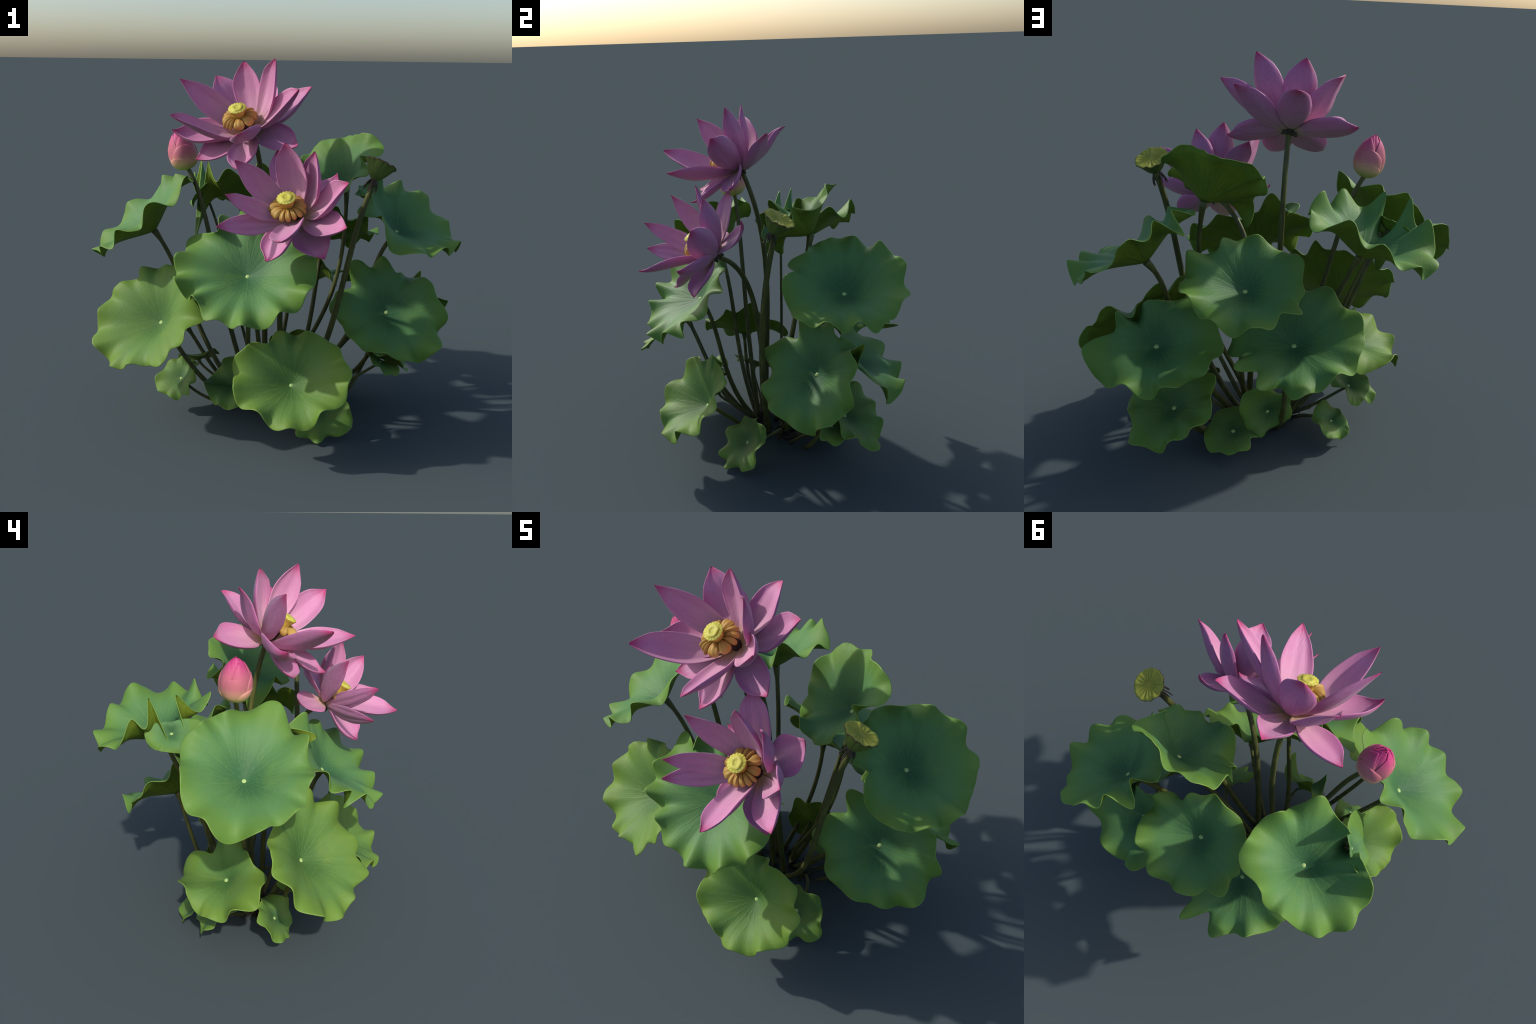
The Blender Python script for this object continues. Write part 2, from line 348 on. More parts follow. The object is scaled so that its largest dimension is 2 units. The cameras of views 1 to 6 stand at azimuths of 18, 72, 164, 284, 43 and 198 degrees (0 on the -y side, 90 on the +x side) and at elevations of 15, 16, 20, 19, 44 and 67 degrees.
def leaf_pattern(N):
    """radius (1 at the rim), vein mask and patch noise in the leaf's own flat frame"""
    co = N.coords()
    x, y, z = N.xyz(co)
    rho = N.math('SQRT', N.math('ADD', N.math('MULTIPLY', x, x), N.math('MULTIPLY', y, y)))
    wob = N.noise(co, 3.0, 2.0)
    ang = N.math('ADD', N.math('ARCTAN2', y, x),
                 N.math('MULTIPLY', N.math('SUBTRACT', wob, .5), .35))

    def rays(count, phase, sharp):
        c = N.math('COSINE', N.math('ADD', N.math('MULTIPLY', ang, float(count)), phase))
        return N.math('POWER', N.math('MAXIMUM', c, 0.0), sharp)
    main = N.math('MULTIPLY', rays(21, 0.6, 14.0), N.smooth(rho, .75, .10))
    fine = N.math('MULTIPLY', rays(42, 2.1, 8.0), N.math('MULTIPLY', N.smooth(rho, .25, .5), N.smooth(rho, 1.0, .6)))
    vein = N.math('ADD', main, N.math('MULTIPLY', fine, .35), clamp=True)
    patch = N.noise(co, 2.2, 4.0, .6)
    grain = N.noise(N.scaled(co, 1, 1, 1), 26.0, 3.0, .65)
    return co, rho, ang, vein, patch, grain


def make_leaf_top(name, centre, middle, rim, patch_color):
    N = Nodes(name)
    co, rho, ang, vein, patch, grain = leaf_pattern(N)
    edge = N.math('ADD', rho, N.math('MULTIPLY', N.math('SUBTRACT', patch, .5), .35))
    col = N.mix(N.smooth(edge, .10, .62), centre, middle)
    col = N.mix(N.smooth(edge, .62, 1.02), col, rim)
    col = N.mix(N.math('MULTIPLY', N.smooth(patch, .52, .72), .45), col, patch_color)
    col = N.mix(N.math('MULTIPLY', vein, .38), col, (.130, .270, .110))
    col = N.mix(N.math('MULTIPLY', N.smooth(grain, .45, .75), .22), col, (.140, .250, .080))
    h = N.math('ADD', N.math('MULTIPLY', vein, .6), N.math('MULTIPLY', grain, .5))
    return N.finish(col, .55, N.bump(h, .35, .006), .08, N.mix(.6, col, (.22, .34, .02)), .22)


def make_leaf_under():
    N = Nodes("leaf_underside")
    co, rho, ang, vein, patch, grain = leaf_pattern(N)
    col = N.mix(N.smooth(patch, .35, .7), (.110, .190, .020), (.165, .235, .022))
    col = N.mix(N.math('MULTIPLY', vein, .55), col, (.045, .085, .015))
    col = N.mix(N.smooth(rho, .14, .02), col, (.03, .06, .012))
    col = N.mix(N.smooth(rho, .9, 1.05), col, (.13, .23, .03))
    h = N.math('ADD', vein, N.math('MULTIPLY', grain, .4))
    return N.finish(col, .6, N.bump(h, .5, .006), .18, N.mix(.5, col, (.2, .3, .02)), .2)


def make_petal(name, inner):
    N = Nodes(name)
    co = N.coords()
    x, y, z = N.xyz(co)          # x: 0 at the claw, 1 at the tip ; y across
    st = N.noise(N.scaled(co, 1.2, 26, 26), 2.2, 3.0, .6)
    fib = N.noise(N.scaled(co, .8, 60, 60), 2.0, 2.0, .5)
    blot = N.noise(co, 5.0, 2.0)
    edge = N.math('ABSOLUTE', y)
    if inner:
        col = N.mix(N.smooth(x, .05, .30), (.62, .44, .18), (.60, .305, .43))
        col = N.mix(N.smooth(x, .25, .75), col, (.56, .225, .40))
        col = N.mix(N.math('MULTIPLY', N.smooth(st, .48, .72), .35), col, (.44, .15, .32))
        col = N.mix(N.math('MULTIPLY', N.smooth(fib, .5, .75), .25), col, (.64, .38, .51))
    else:
        col = N.mix(N.smooth(x, .02, .25), (.42, .34, .20), (.45, .205, .335))
        col = N.mix(N.smooth(x, .3, .85), col, (.42, .155, .32))
        col = N.mix(N.math('MULTIPLY', N.smooth(st, .45, .7), .5), col, (.30, .095, .225))
        col = N.mix(N.math('MULTIPLY', N.smooth(fib, .5, .75), .25), col, (.54, .26, .39))
    col = N.mix(N.math('MULTIPLY', N.smooth(edge, .12, .25), .45), col, (.56, .13, .36))
    tip = N.smooth(N.math('ADD', x, N.math('MULTIPLY', N.math('SUBTRACT', blot, .5), .12)), .80, 1.0)
    col = N.mix(N.math('MULTIPLY', tip, .85), col, (.43, .018, .13))
    h = N.math('ADD', st, N.math('MULTIPLY', fib, .6))
    return N.finish(col, .5, N.bump(h, .3, .004), .10, N.mix(.5, col, (.8, .12, .4)), .3, .15)


def make_simple(name, base, other, scale, rough=.6, stretch=(1, 1, 1), bump=.3, dist=.003, spec=.3, third=None):
    N = Nodes(name)
    co = N.scaled(N.coords(), *stretch)
    f = N.noise(co, scale, 4.0, .6)
    col = N.mix(N.smooth(f, .35, .68), base, other)
    if third is not None:
        g = N.noise(co, scale * 2.7, 3.0, .6)
        col = N.mix(N.math('MULTIPLY', N.smooth(g, .52, .7), .6), col, third)
    return N.finish(col, rough, N.bump(f, bump, dist), 0.0, None, spec)


def make_stalk():
    N = Nodes("stalk")
    co = N.coords()
    x, y, z = N.xyz(co)
    f = N.noise(N.scaled(co, 30, 30, 5), 1.6, 3.0)
    g = N.noise(co, 160.0, 2.0)
    col = N.mix(N.smooth(f, .35, .7), (.058, .066, .017), (.108, .112, .025))
    col = N.mix(N.math('MULTIPLY', N.smooth(g, .6, .75), .4), col, (.035, .036, .013))
    # stalk colour darkens to a near-black foot in the lowest centimetres
    foot_height = N.math('ADD', z, N.math('MULTIPLY', N.math('SUBTRACT', f, .5), .06))
    col = N.mix(N.smooth(foot_height, .07, .01), col, (.030, .026, .018))
    return N.finish(col, .5, N.bump(g, .35, .002), 0.0, None, .35)


# tones of the leaf tops: blue-green adult leaves, yellower young ones
LEAF_TOP = {
    'adult': make_leaf_top("leaf_top_adult", (.038, .118, .046), (.088, .205, .066), (.110, .220, .038), (.105, .215, .050)),
    'young': make_leaf_top("leaf_top_young", (.055, .130, .030), (.106, .207, .045), (.128, .225, .032), (.135, .212, .034)),
    'small': make_leaf_top("leaf_top_small", (.045, .112, .034), (.095, .190, .044), (.112, .212, .030), (.135, .175, .050)),
}
LEAF_UNDER = make_leaf_under()
LEAF_RIM = make_simple("leaf_margin", (.15, .27, .045), (.20, .31, .06), 30, .5)
KNOB = make_simple("leaf_navel", (.30, .44, .14), (.42, .54, .20), 40, .5)
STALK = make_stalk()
PETAL_IN = make_petal("petal_inside", True)
PETAL_OUT = make_petal("petal_outside", False)
CONE_TOP = make_simple("seed_head_top", (.46, .43, .050), (.54, .51, .10), 30, .55, (1, 1, 1), .5, .004, .3, (.36, .33, .03))
CONE_SIDE = make_simple("seed_head_side", (.50, .32, .06), (.60, .42, .08), 14, .55, (3, 3, .6), .3)
STAMEN = make_simple("stamen", (.37, .215, .045), (.44, .275, .065), 12, .55, (1, 1, 1), .4, .003, .3, (.42, .19, .04))
POD_TOP = make_simple("pod_top", (.23, .25, .035), (.33, .31, .040), 16, .6, (1, 1, 1), .5, .004, .25, (.15, .21, .03))
POD_SIDE = make_simple("pod_side", (.070, .115, .022), (.11, .16, .030), 12, .6, (2, 2, .5), .5, .004, .25)
POD_RIM = make_simple("pod_rim", (.055, .045, .018), (.12, .10, .03), 40, .7)
FILAMENT = make_simple("withered_filament", (.035, .028, .022), (.07, .055, .04), 50, .8)
ROOT = make_simple("root", (.022, .019, .016), (.045, .038, .030), 60, .8)


def make_bud(name, mid, tip_c):
    N = Nodes(name)
    co = N.coords()
    x, y, z = N.xyz(co)
    st = N.noise(N.scaled(co, 1, 22, 22), 2.4, 3.0)
    col = N.mix(N.smooth(x, .04, .26), (.38, .40, .12), (.68, .40, .24))
    col = N.mix(N.smooth(x, .16, .48), col, mid)
    col = N.mix(N.smooth(x, .5, .95), col, tip_c)
    col = N.mix(N.math('MULTIPLY', N.smooth(st, .48, .7), .3), col, (.50, .12, .17))
    return N.finish(col, .5, N.bump(st, .3, .004), .08, N.mix(.5, col, (.8, .15, .3)), .3)


BUD_PETAL = make_bud("bud_petal", (.52, .16, .20), (.50, .045, .19))

# ---------------------------------------------------------------- the plant
plant = new_empty("lotus_plant")
plant["label"] = "flowering lotus plant with round wavy leaves and pink blooms"
plant["category"] = "lotus plant"


# ---- leaves
def build_leaf(spec):
    rim_r = np.array(spec['radius']) / 1000
    rim_h = np.array(spec['lift']) / 1000
    mean_r = rim_r.mean()
    na, nr = (224, 44) if mean_r > .17 else (144, 28)
    r = periodic_spline(rim_r, na) / mean_r
    h = periodic_spline(rim_h, na) / mean_r
    th = np.arange(na) / na * 2 * pi
    # slow part of the rim lift shapes the dish, the quick part is the frill of the margin
    frill = np.random.default_rng(spec['seed'] + 900)
    for m in (15, 19, 24, 29):
        h = h + frill.uniform(.003, .006) * np.cos(m * th + frill.uniform(0, 2 * pi) + .8 * np.sin(2 * th + m))
        r = r + frill.uniform(.001, .0028) * np.cos(m * th + frill.uniform(0, 2 * pi) + .8 * np.sin(3 * th + m))
    spec_h = np.fft.rfft(h)
    slow = spec_h.copy()
    slow[4:] = 0
    h_slow = np.fft.irfft(slow, na)
    h_fast = h - h_slow
    h_mean = h_slow.mean()
    h_wave = h_slow - h_mean
    spec_r = np.fft.rfft(r)
    slow = spec_r.copy()
    slow[4:] = 0
    r_slow = np.fft.irfft(slow, na)
    r_fast = r - r_slow
    rho = np.linspace(0, 1, nr + 1)[1:] ** .85
    rng = np.random.default_rng(spec['seed'])
    ph = rng.uniform(0, 2 * pi, 6)
    dish = spec.get('dish', 1.1)
    arch = spec.get('arch', .064)
    top = [np.array([0, 0, 0.0])]
    for q in rho:
        rr = r_slow * q + r_fast * q ** 5
        # funnel at the navel, then a broad gentle arch; the frill grows only towards the margin
        zz = h_mean * q ** dish + arch * np.sin(pi * q ** 1.45) + h_wave * q ** 2 + h_fast * q ** 5
        # faint radial ribs and swellings between the veins
        zz = zz + .004 * q * (1 - q) * np.cos(21 * th + ph[0]) + .010 * q * q * np.sin(5 * th + ph[1] + 3 * q) * (1 - q)
        # the very margin curls a little downwards
        zz = zz - .012 * np.clip((q - .93) / .07, 0, 1) ** 2
        top.extend(np.stack([rr * np.cos(th), rr * np.sin(th), zz], 1))
    top = np.array(top)
    # small raised navel over the stalk: handled by its own mesh
    faces, fm = [], []
    for k in range(na):
        faces.append((0, 1 + k, 1 + (k + 1) % na))
    for i in range(nr - 1):
        a, b = 1 + i * na, 1 + (i + 1) * na
        for k in range(na):
            k2 = (k + 1) % na
            faces.append((a + k, b + k, b + k2, a + k2))
    nt = len(top)
    # vertex normals of the top sheet
    nrm = np.zeros_like(top)
    for f in faces:
        p = top[list(f)]
        nn = np.cross(p[1] - p[0], p[2] - p[0])
        for v in f:
            nrm[v] += nn
    nrm /= np.maximum(np.linalg.norm(nrm, axis=1), 1e-9)[:, None]
    thick = spec.get('thick', .0085 if mean_r > .17 else .006) / mean_r
    prof = np.concatenate([[1.0], np.repeat(np.clip((1.02 - rho) / .12, .42, 1.0), na)])
    low = top - nrm * (thick * .75 * prof)[:, None]
    top = top + nrm * (thick * .25 * prof)[:, None]
    # rounded margin: one extra ring between the sheets pushed outwards
    last = nt - na
    outward = np.stack([np.cos(th), np.sin(th), 0 * th], 1)
    margin = .5 * (top[last:] + low[last:]) + outward * thick * .35
    verts = np.vstack([top, low, margin])
    fm = [0] * len(faces)
    under = [tuple(nt + v for v in reversed(f)) for f in faces]
    faces = faces + under
    fm += [1] * len(under)
    mr = 2 * nt
    for k in range(na):
        k2 = (k + 1) % na
        faces.append((last + k, mr + k, mr + k2, last + k2))
        fm.append(2)
        faces.append((mr + k, nt + last + k, nt + last + k2, mr + k2))
        fm.append(2)
    me = mesh_from("leaf", verts, faces, [LEAF_TOP[spec['tone']], LEAF_UNDER, LEAF_RIM], fm)
    n = unit(spec['facing'])
    e1 = unit(n * n[2] - np.array([0, 0, 1.0]))
    e2 = np.cross(n, e1)
    leaf = new_object("leaf", me, plant, frame_matrix(spec['centre'], e1, e2, n, mean_r))
    # navel
    rk = min(.0140, .05 * mean_r + .0035)
    vs, fs = [], []
    seg, rings = 16, 5
    for i in range(rings):
        a = i / (rings - 1) * pi / 2
        for k in range(seg):
            b = k / seg * 2 * pi
            w = 1 + .08 * cos(5 * b)
            vs.append((rk * cos(a) * cos(b) * w, rk * cos(a) * sin(b) * w, rk * .6 * sin(a) + .0005))
    for i in range(rings - 1):
        for k in range(seg):
            k2 = (k + 1) % seg
            fs.append((i * seg + k, i * seg + k2, (i + 1) * seg + k2, (i + 1) * seg + k))
    new_object("leaf_navel", mesh_from("leaf_navel", vs, fs, [KNOB]), leaf,
               frame_matrix(spec['centre'], e1, e2, n))
    stalk = bezier(spec['stalk'], 60)
    rs = spec['stalk_radius']
    rad = rs * 1.22 * (1.05 - .25 * np.linspace(1, 0, 60))
    rad[:5] *= np.linspace(1.7, 1.0, 5)          # flare where it meets the blade
    wv = np.random.default_rng(spec['seed'] + 50).uniform(-.02, .02, (60, 14))
    v, f = tube(stalk, rad, wobble=lambda i, k: wv[i, k])
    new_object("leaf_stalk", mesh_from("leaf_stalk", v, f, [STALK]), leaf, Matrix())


for s in LEAVES:
    build_leaf(s)


# ---- flowers
def petal_width(t, widest):
    p = .9
    q = max(p * (1 - widest) / widest, .35)
    m = (p / (p + q)) ** p * (q / (p + q)) ** q
    return np.maximum(t, 1e-6) ** p * np.maximum(1 - t, 0) ** q / m


def build_petal(parent, base, axis, spec, seed, name="petal"):
    tip = np.array(spec['tip'])
    w, bulge, skew, twist, cup, widest, hook = spec['form']
    s = tip - base
    rad = unit(s - axis * (s @ axis))
    start = base + rad * .015
    s = tip - start
    length = np.linalg.norm(s)
    s = s / length
    n = unit(axis * (s @ rad) - rad * (s @ axis))
    side = np.cross(s, n)
    n = n * cos(twist) + side * sin(twist)
    side = np.cross(s, n)
    nt, nx = 56, 22
    t = (np.linspace(0, 1, nt)) ** .95
    rng = np.random.default_rng(seed)
    ph = rng.uniform(0, 2 * pi, 4)
    # spine in the petal's own frame: x along, z towards the inside
    sx = t * length
    sz = -bulge * length * 4 * t * (1 - t) * (1 + skew * (2 * t - 1)) + hook * length * t ** 4 * (1 - t) * 6
    tx, tz = np.gradient(sx), np.gradient(sz)
    tl = np.hypot(tx, tz)
    nxv, nzv = -tz / tl, tx / tl
    half = w * petal_width(t, widest)
    point = np.clip((t - .82) / .18, 0, 1)
    half = half * (1 - .38 * point ** 1.5)                  # drawn out to a fine point
    half = np.maximum(half, .010 * np.clip(1 - t * 1.6, 0, 1) + .0012)
    lift, depth = (0.0, 1.0) if spec.get('deep') else (.22, .56)
    xs = np.linspace(-1, 1, nx)
    rows = []
    for x in xs:
        a = cup * x
        dy = half * sin(a) / sin(cup)
        dz = half * (lift + depth * (1 - cos(a)) / max(sin(cup), .3))   # boat-shaped section
        dz = dz + .0022 * np.cos(9 * x + ph[0]) * np.sin(pi * t) + .003 * np.sin(7 * t + ph[1]) * x
        rows.append(np.stack([sx + nxv * dz, dy + .0018 * np.sin(14 * t + ph[2]) * np.sign(x) * abs(x) ** 6,
                              sz + nzv * dz], 1))
    inner = np.array(rows).transpose(1, 0, 2) / length      # (nt, nx, 3)
    nrm = np.cross(np.gradient(inner, axis=0), np.gradient(inner, axis=1))
    nrm /= np.maximum(np.linalg.norm(nrm, axis=2), 1e-9)[..., None]
    thick = .0125 / length
    edge = np.sqrt(np.clip(1 - np.abs(xs) ** 3, .10, 1))[None, :] * np.clip(1.1 - .7 * t ** 3, .3, 1)[:, None]
    edge[-2:] *= .6
    inn = inner + nrm * (thick * .4 * edge)[..., None]
    out = inner - nrm * (thick * .6 * edge)[..., None]
    verts = np.vstack([inn.reshape(-1, 3), out.reshape(-1, 3)])
    m = nt * nx
    faces, fm = [], []
    for i in range(nt - 1):
        for k in range(nx - 1):
            a = i * nx + k
            faces.append((a, a + nx, a + nx + 1, a + 1))
            fm.append(0)
            faces.append((m + a, m + a + 1, m + a + nx + 1, m + a + nx))
            fm.append(1)
    for i in range(nt - 1):
        for k, flip in ((0, 0), (nx - 1, 1)):
            a = i * nx + k
            f = (a, m + a, m + a + nx, a + nx)
            faces.append(f[::-1] if flip else f)
            fm.append(0)
    for k in range(nx - 1):
        a = (nt - 1) * nx + k
        faces.append((a, a + 1, m + a + 1, m + a))
        fm.append(0)
        faces.append((k, m + k, m + k + 1, k + 1))
        fm.append(0)
    me = mesh_from(name, verts, faces, [PETAL_IN, PETAL_OUT], fm)
    return new_object(name, me, parent, frame_matrix(start, s, side, n, length))


def axis_frame(axis, origin):
    a = unit(axis)
    e1 = unit(np.cross(a, [0.2, 1, 0.1]))
    e2 = np.cross(a, e1)
    return frame_matrix(origin, e1, e2, a)


def build_seed_head(parent, top, axis, seed):
    """yellow cone with a notched, stepped top"""
    rng = np.random.default_rng(seed)
    R, H = .046, .085
    seg = 72
    prof = [(.024, -H), (.027, -H * .7), (.033, -H * .35), (.0415, -.010), (.0455, -.004), (.0452, .0),
            (.043, .0015), (.030, .0010), (.0285, .0045), (.0265, .0060), (.014, .0062), (.012, .0045), (.004, .0050), (.0005, .005)]
    verts, faces, fm = [], [], []
    ph = rng.uniform(0, 2 * pi, 4)
    for j, (r, z) in enumerate(prof):
        for k in range(seg):
            b = k / seg * 2 * pi
            notch = 1 + (.022 * cos(17 * b + ph[0]) + .018 * cos(9 * b + ph[1]) if 3 <= j <= 6 else
                         + .07 * cos(2 * b + ph[2]) + .035 * cos(5 * b + ph[3]) if 7 <= j <= 11 else 0)
            verts.append((r * notch * cos(b), r * notch * sin(b), z + (.0018 * cos(17 * b + ph[1]) if 3 <= j <= 6 else 0)))
    for j in range(len(prof) - 1):
        for k in range(seg):
            k2 = (k + 1) % seg
            faces.append((j * seg + k, j * seg + k2, (j + 1) * seg + k2, (j + 1) * seg + k))
            fm.append(1 if j < 4 else 0)
    me = mesh_from("seed_head", verts, faces, [CONE_TOP, CONE_SIDE], fm)
    new_object("seed_head", me, parent, axis_frame(axis, top))


def build_stamens(parent, centre, axis, seed):
    """ring of plump golden lobes that arch out and down around the cone"""
    rng = np.random.default_rng(seed)
    M = axis_frame(axis, centre)
    count = 13
    a = 0.0
    widths = rng.choice([.45, .6, .9, 1.5, 1.9], count)
    widths *= 2 * pi / widths.sum()
    for wd in widths:
        mid = a + wd / 2
        a += wd
        reach = rng.uniform(.92, 1.08)
        n, sides = 22, 28
        u = np.linspace(0, 1, n)
        ang = np.radians(200 - 215 * u)           # arch from the cone over the top and down outside
        cr, cz = .056 * reach, .0
        rr = cr + .028 * reach * np.cos(ang)
        zz = cz + .019 * np.sin(ang) * rng.uniform(.85, 1.15)
        verts, faces = [], []
        fat = .0155 * np.sin(pi * np.clip(u * .9 + .07, 0, 1)) ** .6
        for i in range(n):
            tang = wd * rr[i] * .54
            # section: wide across, plump along the arch normal
            nr_, nz_ = cos(ang[i]), sin(ang[i])
            for k in range(sides):
                b = k / sides * 2 * pi
                ridges = 3 + int(6 * wd)
                groove = 1 + .16 * cos(ridges * b + 1.3 * sin(i * .35) + mid) + .05 * cos(11 * b)
                p_t = tang * cos(b) * np.sin(pi * np.clip(u[i] * .88 + .10, 0, 1)) ** .45
                p_n = fat[i] * sin(b) * groove
                R_ = rr[i] + nr_ * p_n
                verts.append((R_ * cos(mid) - p_t * sin(mid), R_ * sin(mid) + p_t * cos(mid), zz[i] + nz_ * p_n))
        for i in range(n - 1):
            for k in range(sides):
                k2 = (k + 1) % sides
                faces.append((i * sides + k, i * sides + k2, (i + 1) * sides + k2, (i + 1) * sides + k))
        faces.append(tuple(range(sides))[::-1])
        faces.append(tuple((n - 1) * sides + k for k in range(sides)))
        new_object("stamen", mesh_from("stamen", verts, faces, [STAMEN]), parent, M)


def build_stalk(name, parent, points, r_top, r_base, seed):
    path = bezier(points, 90)
    rad = np.linspace(r_top, r_base, 90)
    wv = np.random.default_rng(seed).uniform(-.02, .02, (90, 16))
    v, f = tube(path, rad, 16, wobble=lambda i, k: wv[i, k])
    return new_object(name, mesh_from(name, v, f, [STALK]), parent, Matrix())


seed = 100
for fl in FLOWERS:
    base = np.array(fl['base'])
    axis = unit(fl['axis'])
    flower = new_empty("flower", plant)
    for p in fl['petals']:
        seed += 1
        build_petal(flower, base, axis, p, seed)
    head_axis = unit(fl['head_axis'])
    build_seed_head(flower, np.array(fl['head']), head_axis, seed)
    build_stamens(flower, np.array(fl['head']) - head_axis * .072, head_axis, seed + 7)
    # dark receptacle that carries the petals
    prof = [(.010, -.030), (.020, -.016), (.027, -.002), (.027, .03), (.024, .085), (.001, .088)]
    vs, fs = [], []
    for r, z in prof:
        for k in range(24):
            b = k / 24 * 2 * pi
            vs.append((r * cos(b), r * sin(b), z))
    for j in range(len(prof) - 1):
        for k in range(24):
            fs.append((j * 24 + k, j * 24 + (k + 1) % 24, (j + 1) * 24 + (k + 1) % 24, (j + 1) * 24 + k))
    new_object("receptacle", mesh_from("receptacle", vs, fs, [FILAMENT]), flower, axis_frame(axis, base))
    srng = np.random.default_rng(seed)
    for k in range(4):
        b = k * pi / 2 + srng.uniform(-.4, .4)
        d = np.array(axis_frame(axis, base))[:3, :3] @ np.array([cos(b), sin(b), 0])
        o = base - axis * .008
        path = bezier([o, o + d * .018 - axis * .004, o + d * .034 - axis * .010, o + d * .040 - axis * srng.uniform(.016, .034)], 12)
        v, f = tube(path, [.007, .009, .0105, .0115, .012, .0118, .011, .010, .0088, .0074, .0056, .003], 10)
        new_object("sepal", mesh_from("sepal", v, f, [FILAMENT]), flower, Matrix())
    build_stalk("flower_stalk", flower, fl['stalk'], .0130, .0165, seed)


# ---- the closed bud: overlapping hooded petals in whorls
def build_bud(spec):
    base, tip = np.array(spec['base']), np.array(spec['tip'])
    a = tip - base
    L = np.linalg.norm(a)
    a = a / L
    e1 = unit(np.cross(a, [0, 1, .2]))
    e2 = np.cross(a, e1)
    bud = new_empty("flower_bud", plant)
    R = spec['radius']

    def egg(t):   # radius of the bud at height t
        t = np.clip(t, 0, 1)
        return R * (1 - abs(1 - t / .40) ** 2.2) ** .5 if t < .40 else R * (1 - ((t - .40) / .60) ** 2.0) ** .80
    whorls = [  # how many, height they reach, half-angle, shell offset, phase
        (3, 1.00, 1.30, -.0075, .4), (3, .985, 1.10, -.0035, 1.5), (4, .90, .95, .0005, 2.3), (3, .66, 1.15, .0045, .1),
        (2, .36, 1.25, .0080, 1.3)]
    rng = np.random.default_rng(5)
    M = frame_matrix(base, a, e1, e2, L)
    for count, top, wide, off, phase in whorls:
        for j in range(count):
            az = phase + j * 2 * pi / count + rng.uniform(-.18, .18)
            reach = top * rng.uniform(.95, 1.0)
            lean = rng.uniform(-.12, .12)
            nt, nx = 40, 20
            pos, nor = [], []
            for i in range(nt):
                t = 1 - (1 - i / (nt - 1)) ** 1.25
                hw = wide * (np.clip(1 - t ** 4.5, 0, 1)) ** .62
                for k in range(nx):
                    x = k / (nx - 1) * 2 - 1
                    b = az + hw * x + lean * t * t
                    hgt = t * reach
                    shell = off * (1 - .5 * abs(x) ** 3) * min(1, 4 * t + .15)
                    rr = max(egg(hgt) + shell + .0022 * cos(4 * x + az) * sin(pi * t) - .002 * abs(x) ** 4, .0012)
                    pos.append((hgt, rr * cos(b) / L, rr * sin(b) / L))
                    nor.append((0, cos(b), sin(b)))
            P, D = np.array(pos), np.array(nor)
            lay = np.vstack([P + D * .0016 / L, P - D * .0016 / L])
            m = nt * nx
            fs = []
            for i in range(nt - 1):
                for k in range(nx - 1):
                    q = i * nx + k
                    fs.append((q, q + 1, q + nx + 1, q + nx))
                    fs.append((m + q, m + q + nx, m + q + nx + 1, m + q + 1))
            for i in range(nt - 1):
                q = i * nx
                fs.append((q, q + nx, m + q + nx, m + q))
                q = i * nx + nx - 1
                fs.append((q, m + q, m + q + nx, q + nx))
            for k in range(nx - 1):
                q = (nt - 1) * nx + k
                fs.append((q, q + 1, m + q + 1, m + q))
            new_object("bud_petal", mesh_from("bud_petal", lay, fs, [BUD_PETAL]), bud, M)
    hv, hf = [], []
    for i in range(24):
        t = .03 + .955 * i / 23
        for k in range(28):
            b = k / 28 * 2 * pi
            rr = max(egg(t) - .0085 + .0012 * cos(7 * b + 9 * t), .0025) / L
            hv.append((t, rr * cos(b), rr * sin(b)))
    for i in range(23):
        for k in range(28):
            hf.append((i * 28 + k, (i + 1) * 28 + k, (i + 1) * 28 + (k + 1) % 28, i * 28 + (k + 1) % 28))
    hf.append(tuple(23 * 28 + k for k in range(28)))
    new_object("bud_heart", mesh_from("bud_heart", hv, hf, [BUD_PETAL]), bud, M)
    build_stalk("bud_stalk", bud, spec['stalk'], .0115, .0145, 77)


build_bud(BUD)


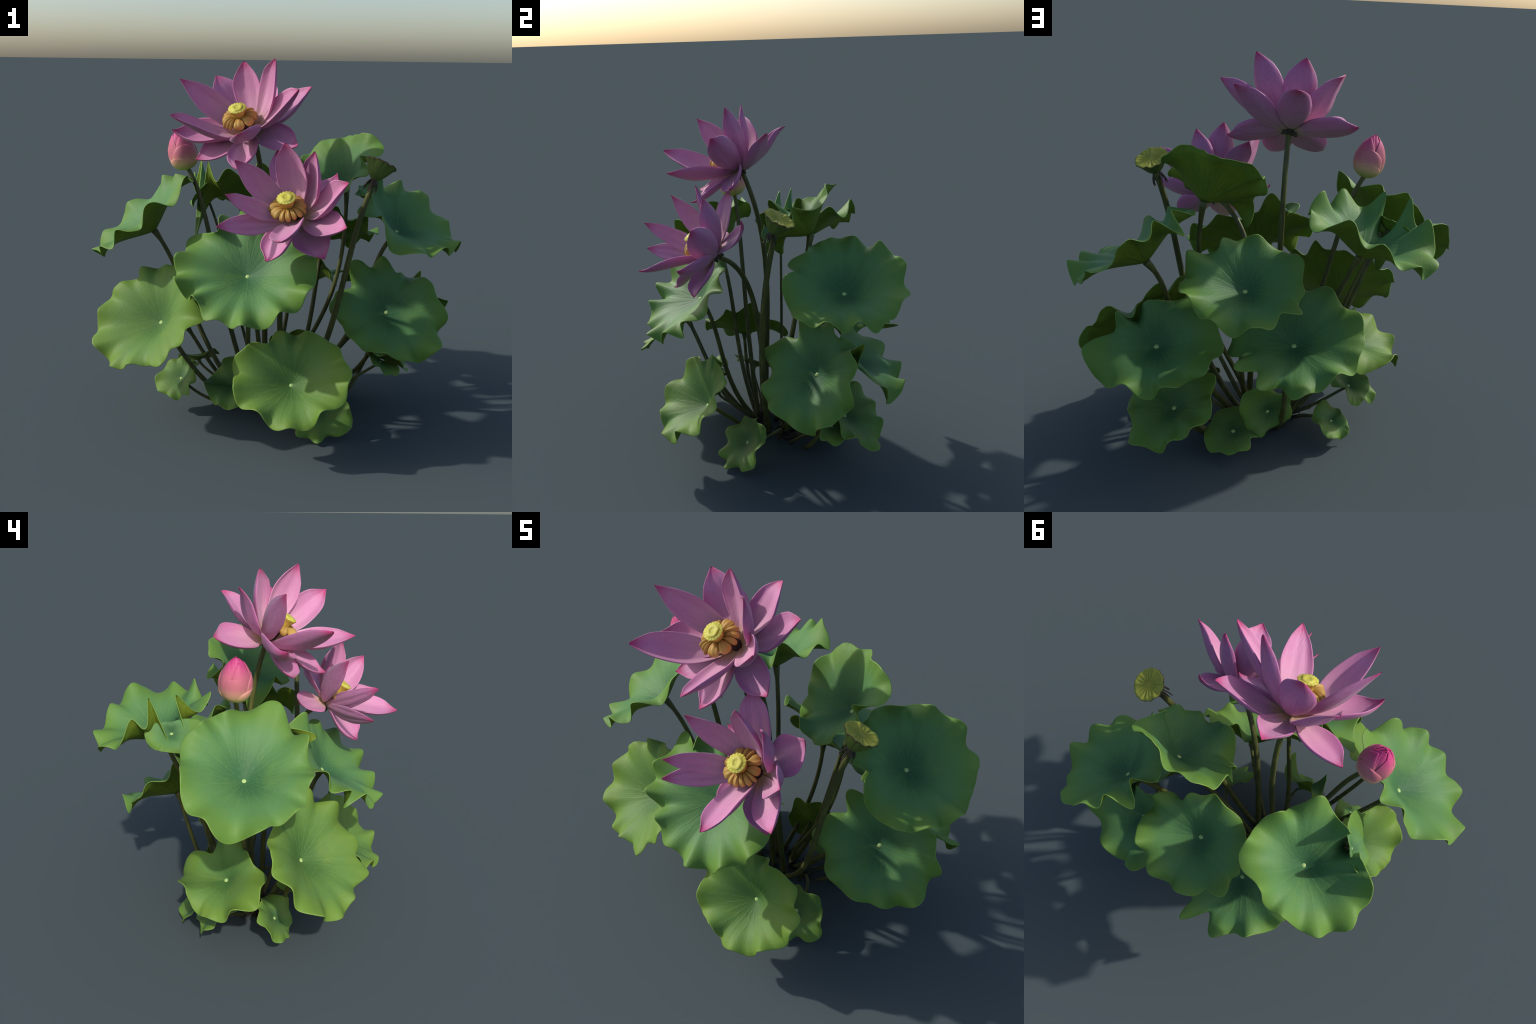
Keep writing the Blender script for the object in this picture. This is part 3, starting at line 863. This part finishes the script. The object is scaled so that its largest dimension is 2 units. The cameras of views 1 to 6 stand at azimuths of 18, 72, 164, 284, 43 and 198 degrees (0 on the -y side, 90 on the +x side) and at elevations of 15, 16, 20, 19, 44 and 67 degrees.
# ---- the seed pod: a fluted funnel with a flat frilled disc
def build_pod(spec):
    top, n = np.array(spec['top']), unit(spec['facing'])
    pod = new_empty("seed_pod", plant)
    R, H = spec['radius'], spec['depth']
    seg = 144
    rng = np.random.default_rng(9)
    ph = rng.uniform(0, 2 * pi, 4)
    prof = [(.012, -H), (.022, -H * .95), (.040, -H * .72), (.055, -H * .42), (.066, -H * .18), (.073, -.006),
            (.0760, -.002), (.0745, .002), (.066, .0015), (.045, -.001), (.022, -.002), (.006, -.001), (.0005, -.001)]
    verts, faces, fm = [], [], []
    for j, (r, z) in enumerate(prof):
        r = r * R / .076
        for k in range(seg):
            b = k / seg * 2 * pi
            fr = .016 * cos(11 * b + ph[0]) + .013 * cos(19 * b + ph[1]) + .010 * cos(31 * b + ph[2])
            g = 1 + (fr if 5 <= j <= 8 else .6 * fr * min(1, j / 5) if j < 5 else 0) + (.03 * cos(2 * b + ph[3]))
            dz = (.0022 * cos(11 * b + ph[1]) + .0018 * cos(5 * b + ph[2])) if 5 <= j <= 8 else (.0022 * cos(17 * b + ph[0]) if j in (9, 10) else 0)
            verts.append((r * g * cos(b), r * g * sin(b), z + dz))
    for j in range(len(prof) - 1):
        for k in range(seg):
            k2 = (k + 1) % seg
            faces.append((j * seg + k, j * seg + k2, (j + 1) * seg + k2, (j + 1) * seg + k))
            fm.append(1 if j < 5 else 2 if j < 7 else 0)
    M = axis_frame(n, top)
    new_object("pod_cup", mesh_from("pod_cup", verts, faces, [POD_TOP, POD_SIDE, POD_RIM], fm), pod, M)
    foot = top - n * (H - .004)
    down = unit(np.array(spec['stalk'][1]) - np.array(spec['stalk'][0]))
    e1 = unit(np.cross(down, [0, 1, 0]))
    e2 = np.cross(down, e1)
    for k in range(13):
        b = k / 13 * 2 * pi + rng.uniform(-.2, .2)
        d = e1 * cos(b) + e2 * sin(b)
        ln = rng.uniform(.035, .075)
        out = rng.uniform(.010, .024)
        pts = [foot + d * .008, foot + d * (.014 + out * .5) + down * ln * .3, foot + d * (.014 + out) + down * ln * .7,
               foot + d * (.012 + out * .9) + down * ln]
        v, f = tube(bezier(pts, 14), np.linspace(.0042, .0024, 14), 8)
        new_object("withered_stamen", mesh_from("withered_stamen", v, f, [FILAMENT]), pod, Matrix())
    build_stalk("pod_stalk", pod, spec['stalk'], .0140, .0165, 78)


build_pod(POD)

# ---- fine dark rootlets at the foot of the stalks
rng = np.random.default_rng(21)
verts, faces = [], []
for px, py in ROOT_SPOTS:
    for k in range(5):
        b = rng.uniform(0, 2 * pi)
        ln = rng.uniform(.02, .05)
        d = np.array([cos(b), sin(b), 0])
        sd = np.array([-sin(b), cos(b), 0])
        z0 = rng.uniform(.008, .03)
        o = np.array([px, py, 0]) + d * .006
        pts = [o + [0, 0, z0], o + d * ln * .4 + sd * rng.uniform(-.01, .01) + [0, 0, z0 + .01], o + d * ln * .8 + sd * rng.uniform(-.015, .015) + [0, 0, z0],
               o + d * ln + sd * rng.uniform(-.02, .02) + [0, 0, max(.003, z0 - rng.uniform(0, .02))]]
        v, f = tube(bezier(pts, 10), np.linspace(.0028, .0018, 10), 6)
        off = len(verts)
        verts += v
        faces += [tuple(q + off for q in g) for g in f]
roots = new_object("rootlets", mesh_from("rootlets", verts, faces, [ROOT]), plant, Matrix())
roots["kind"] = "stuff"
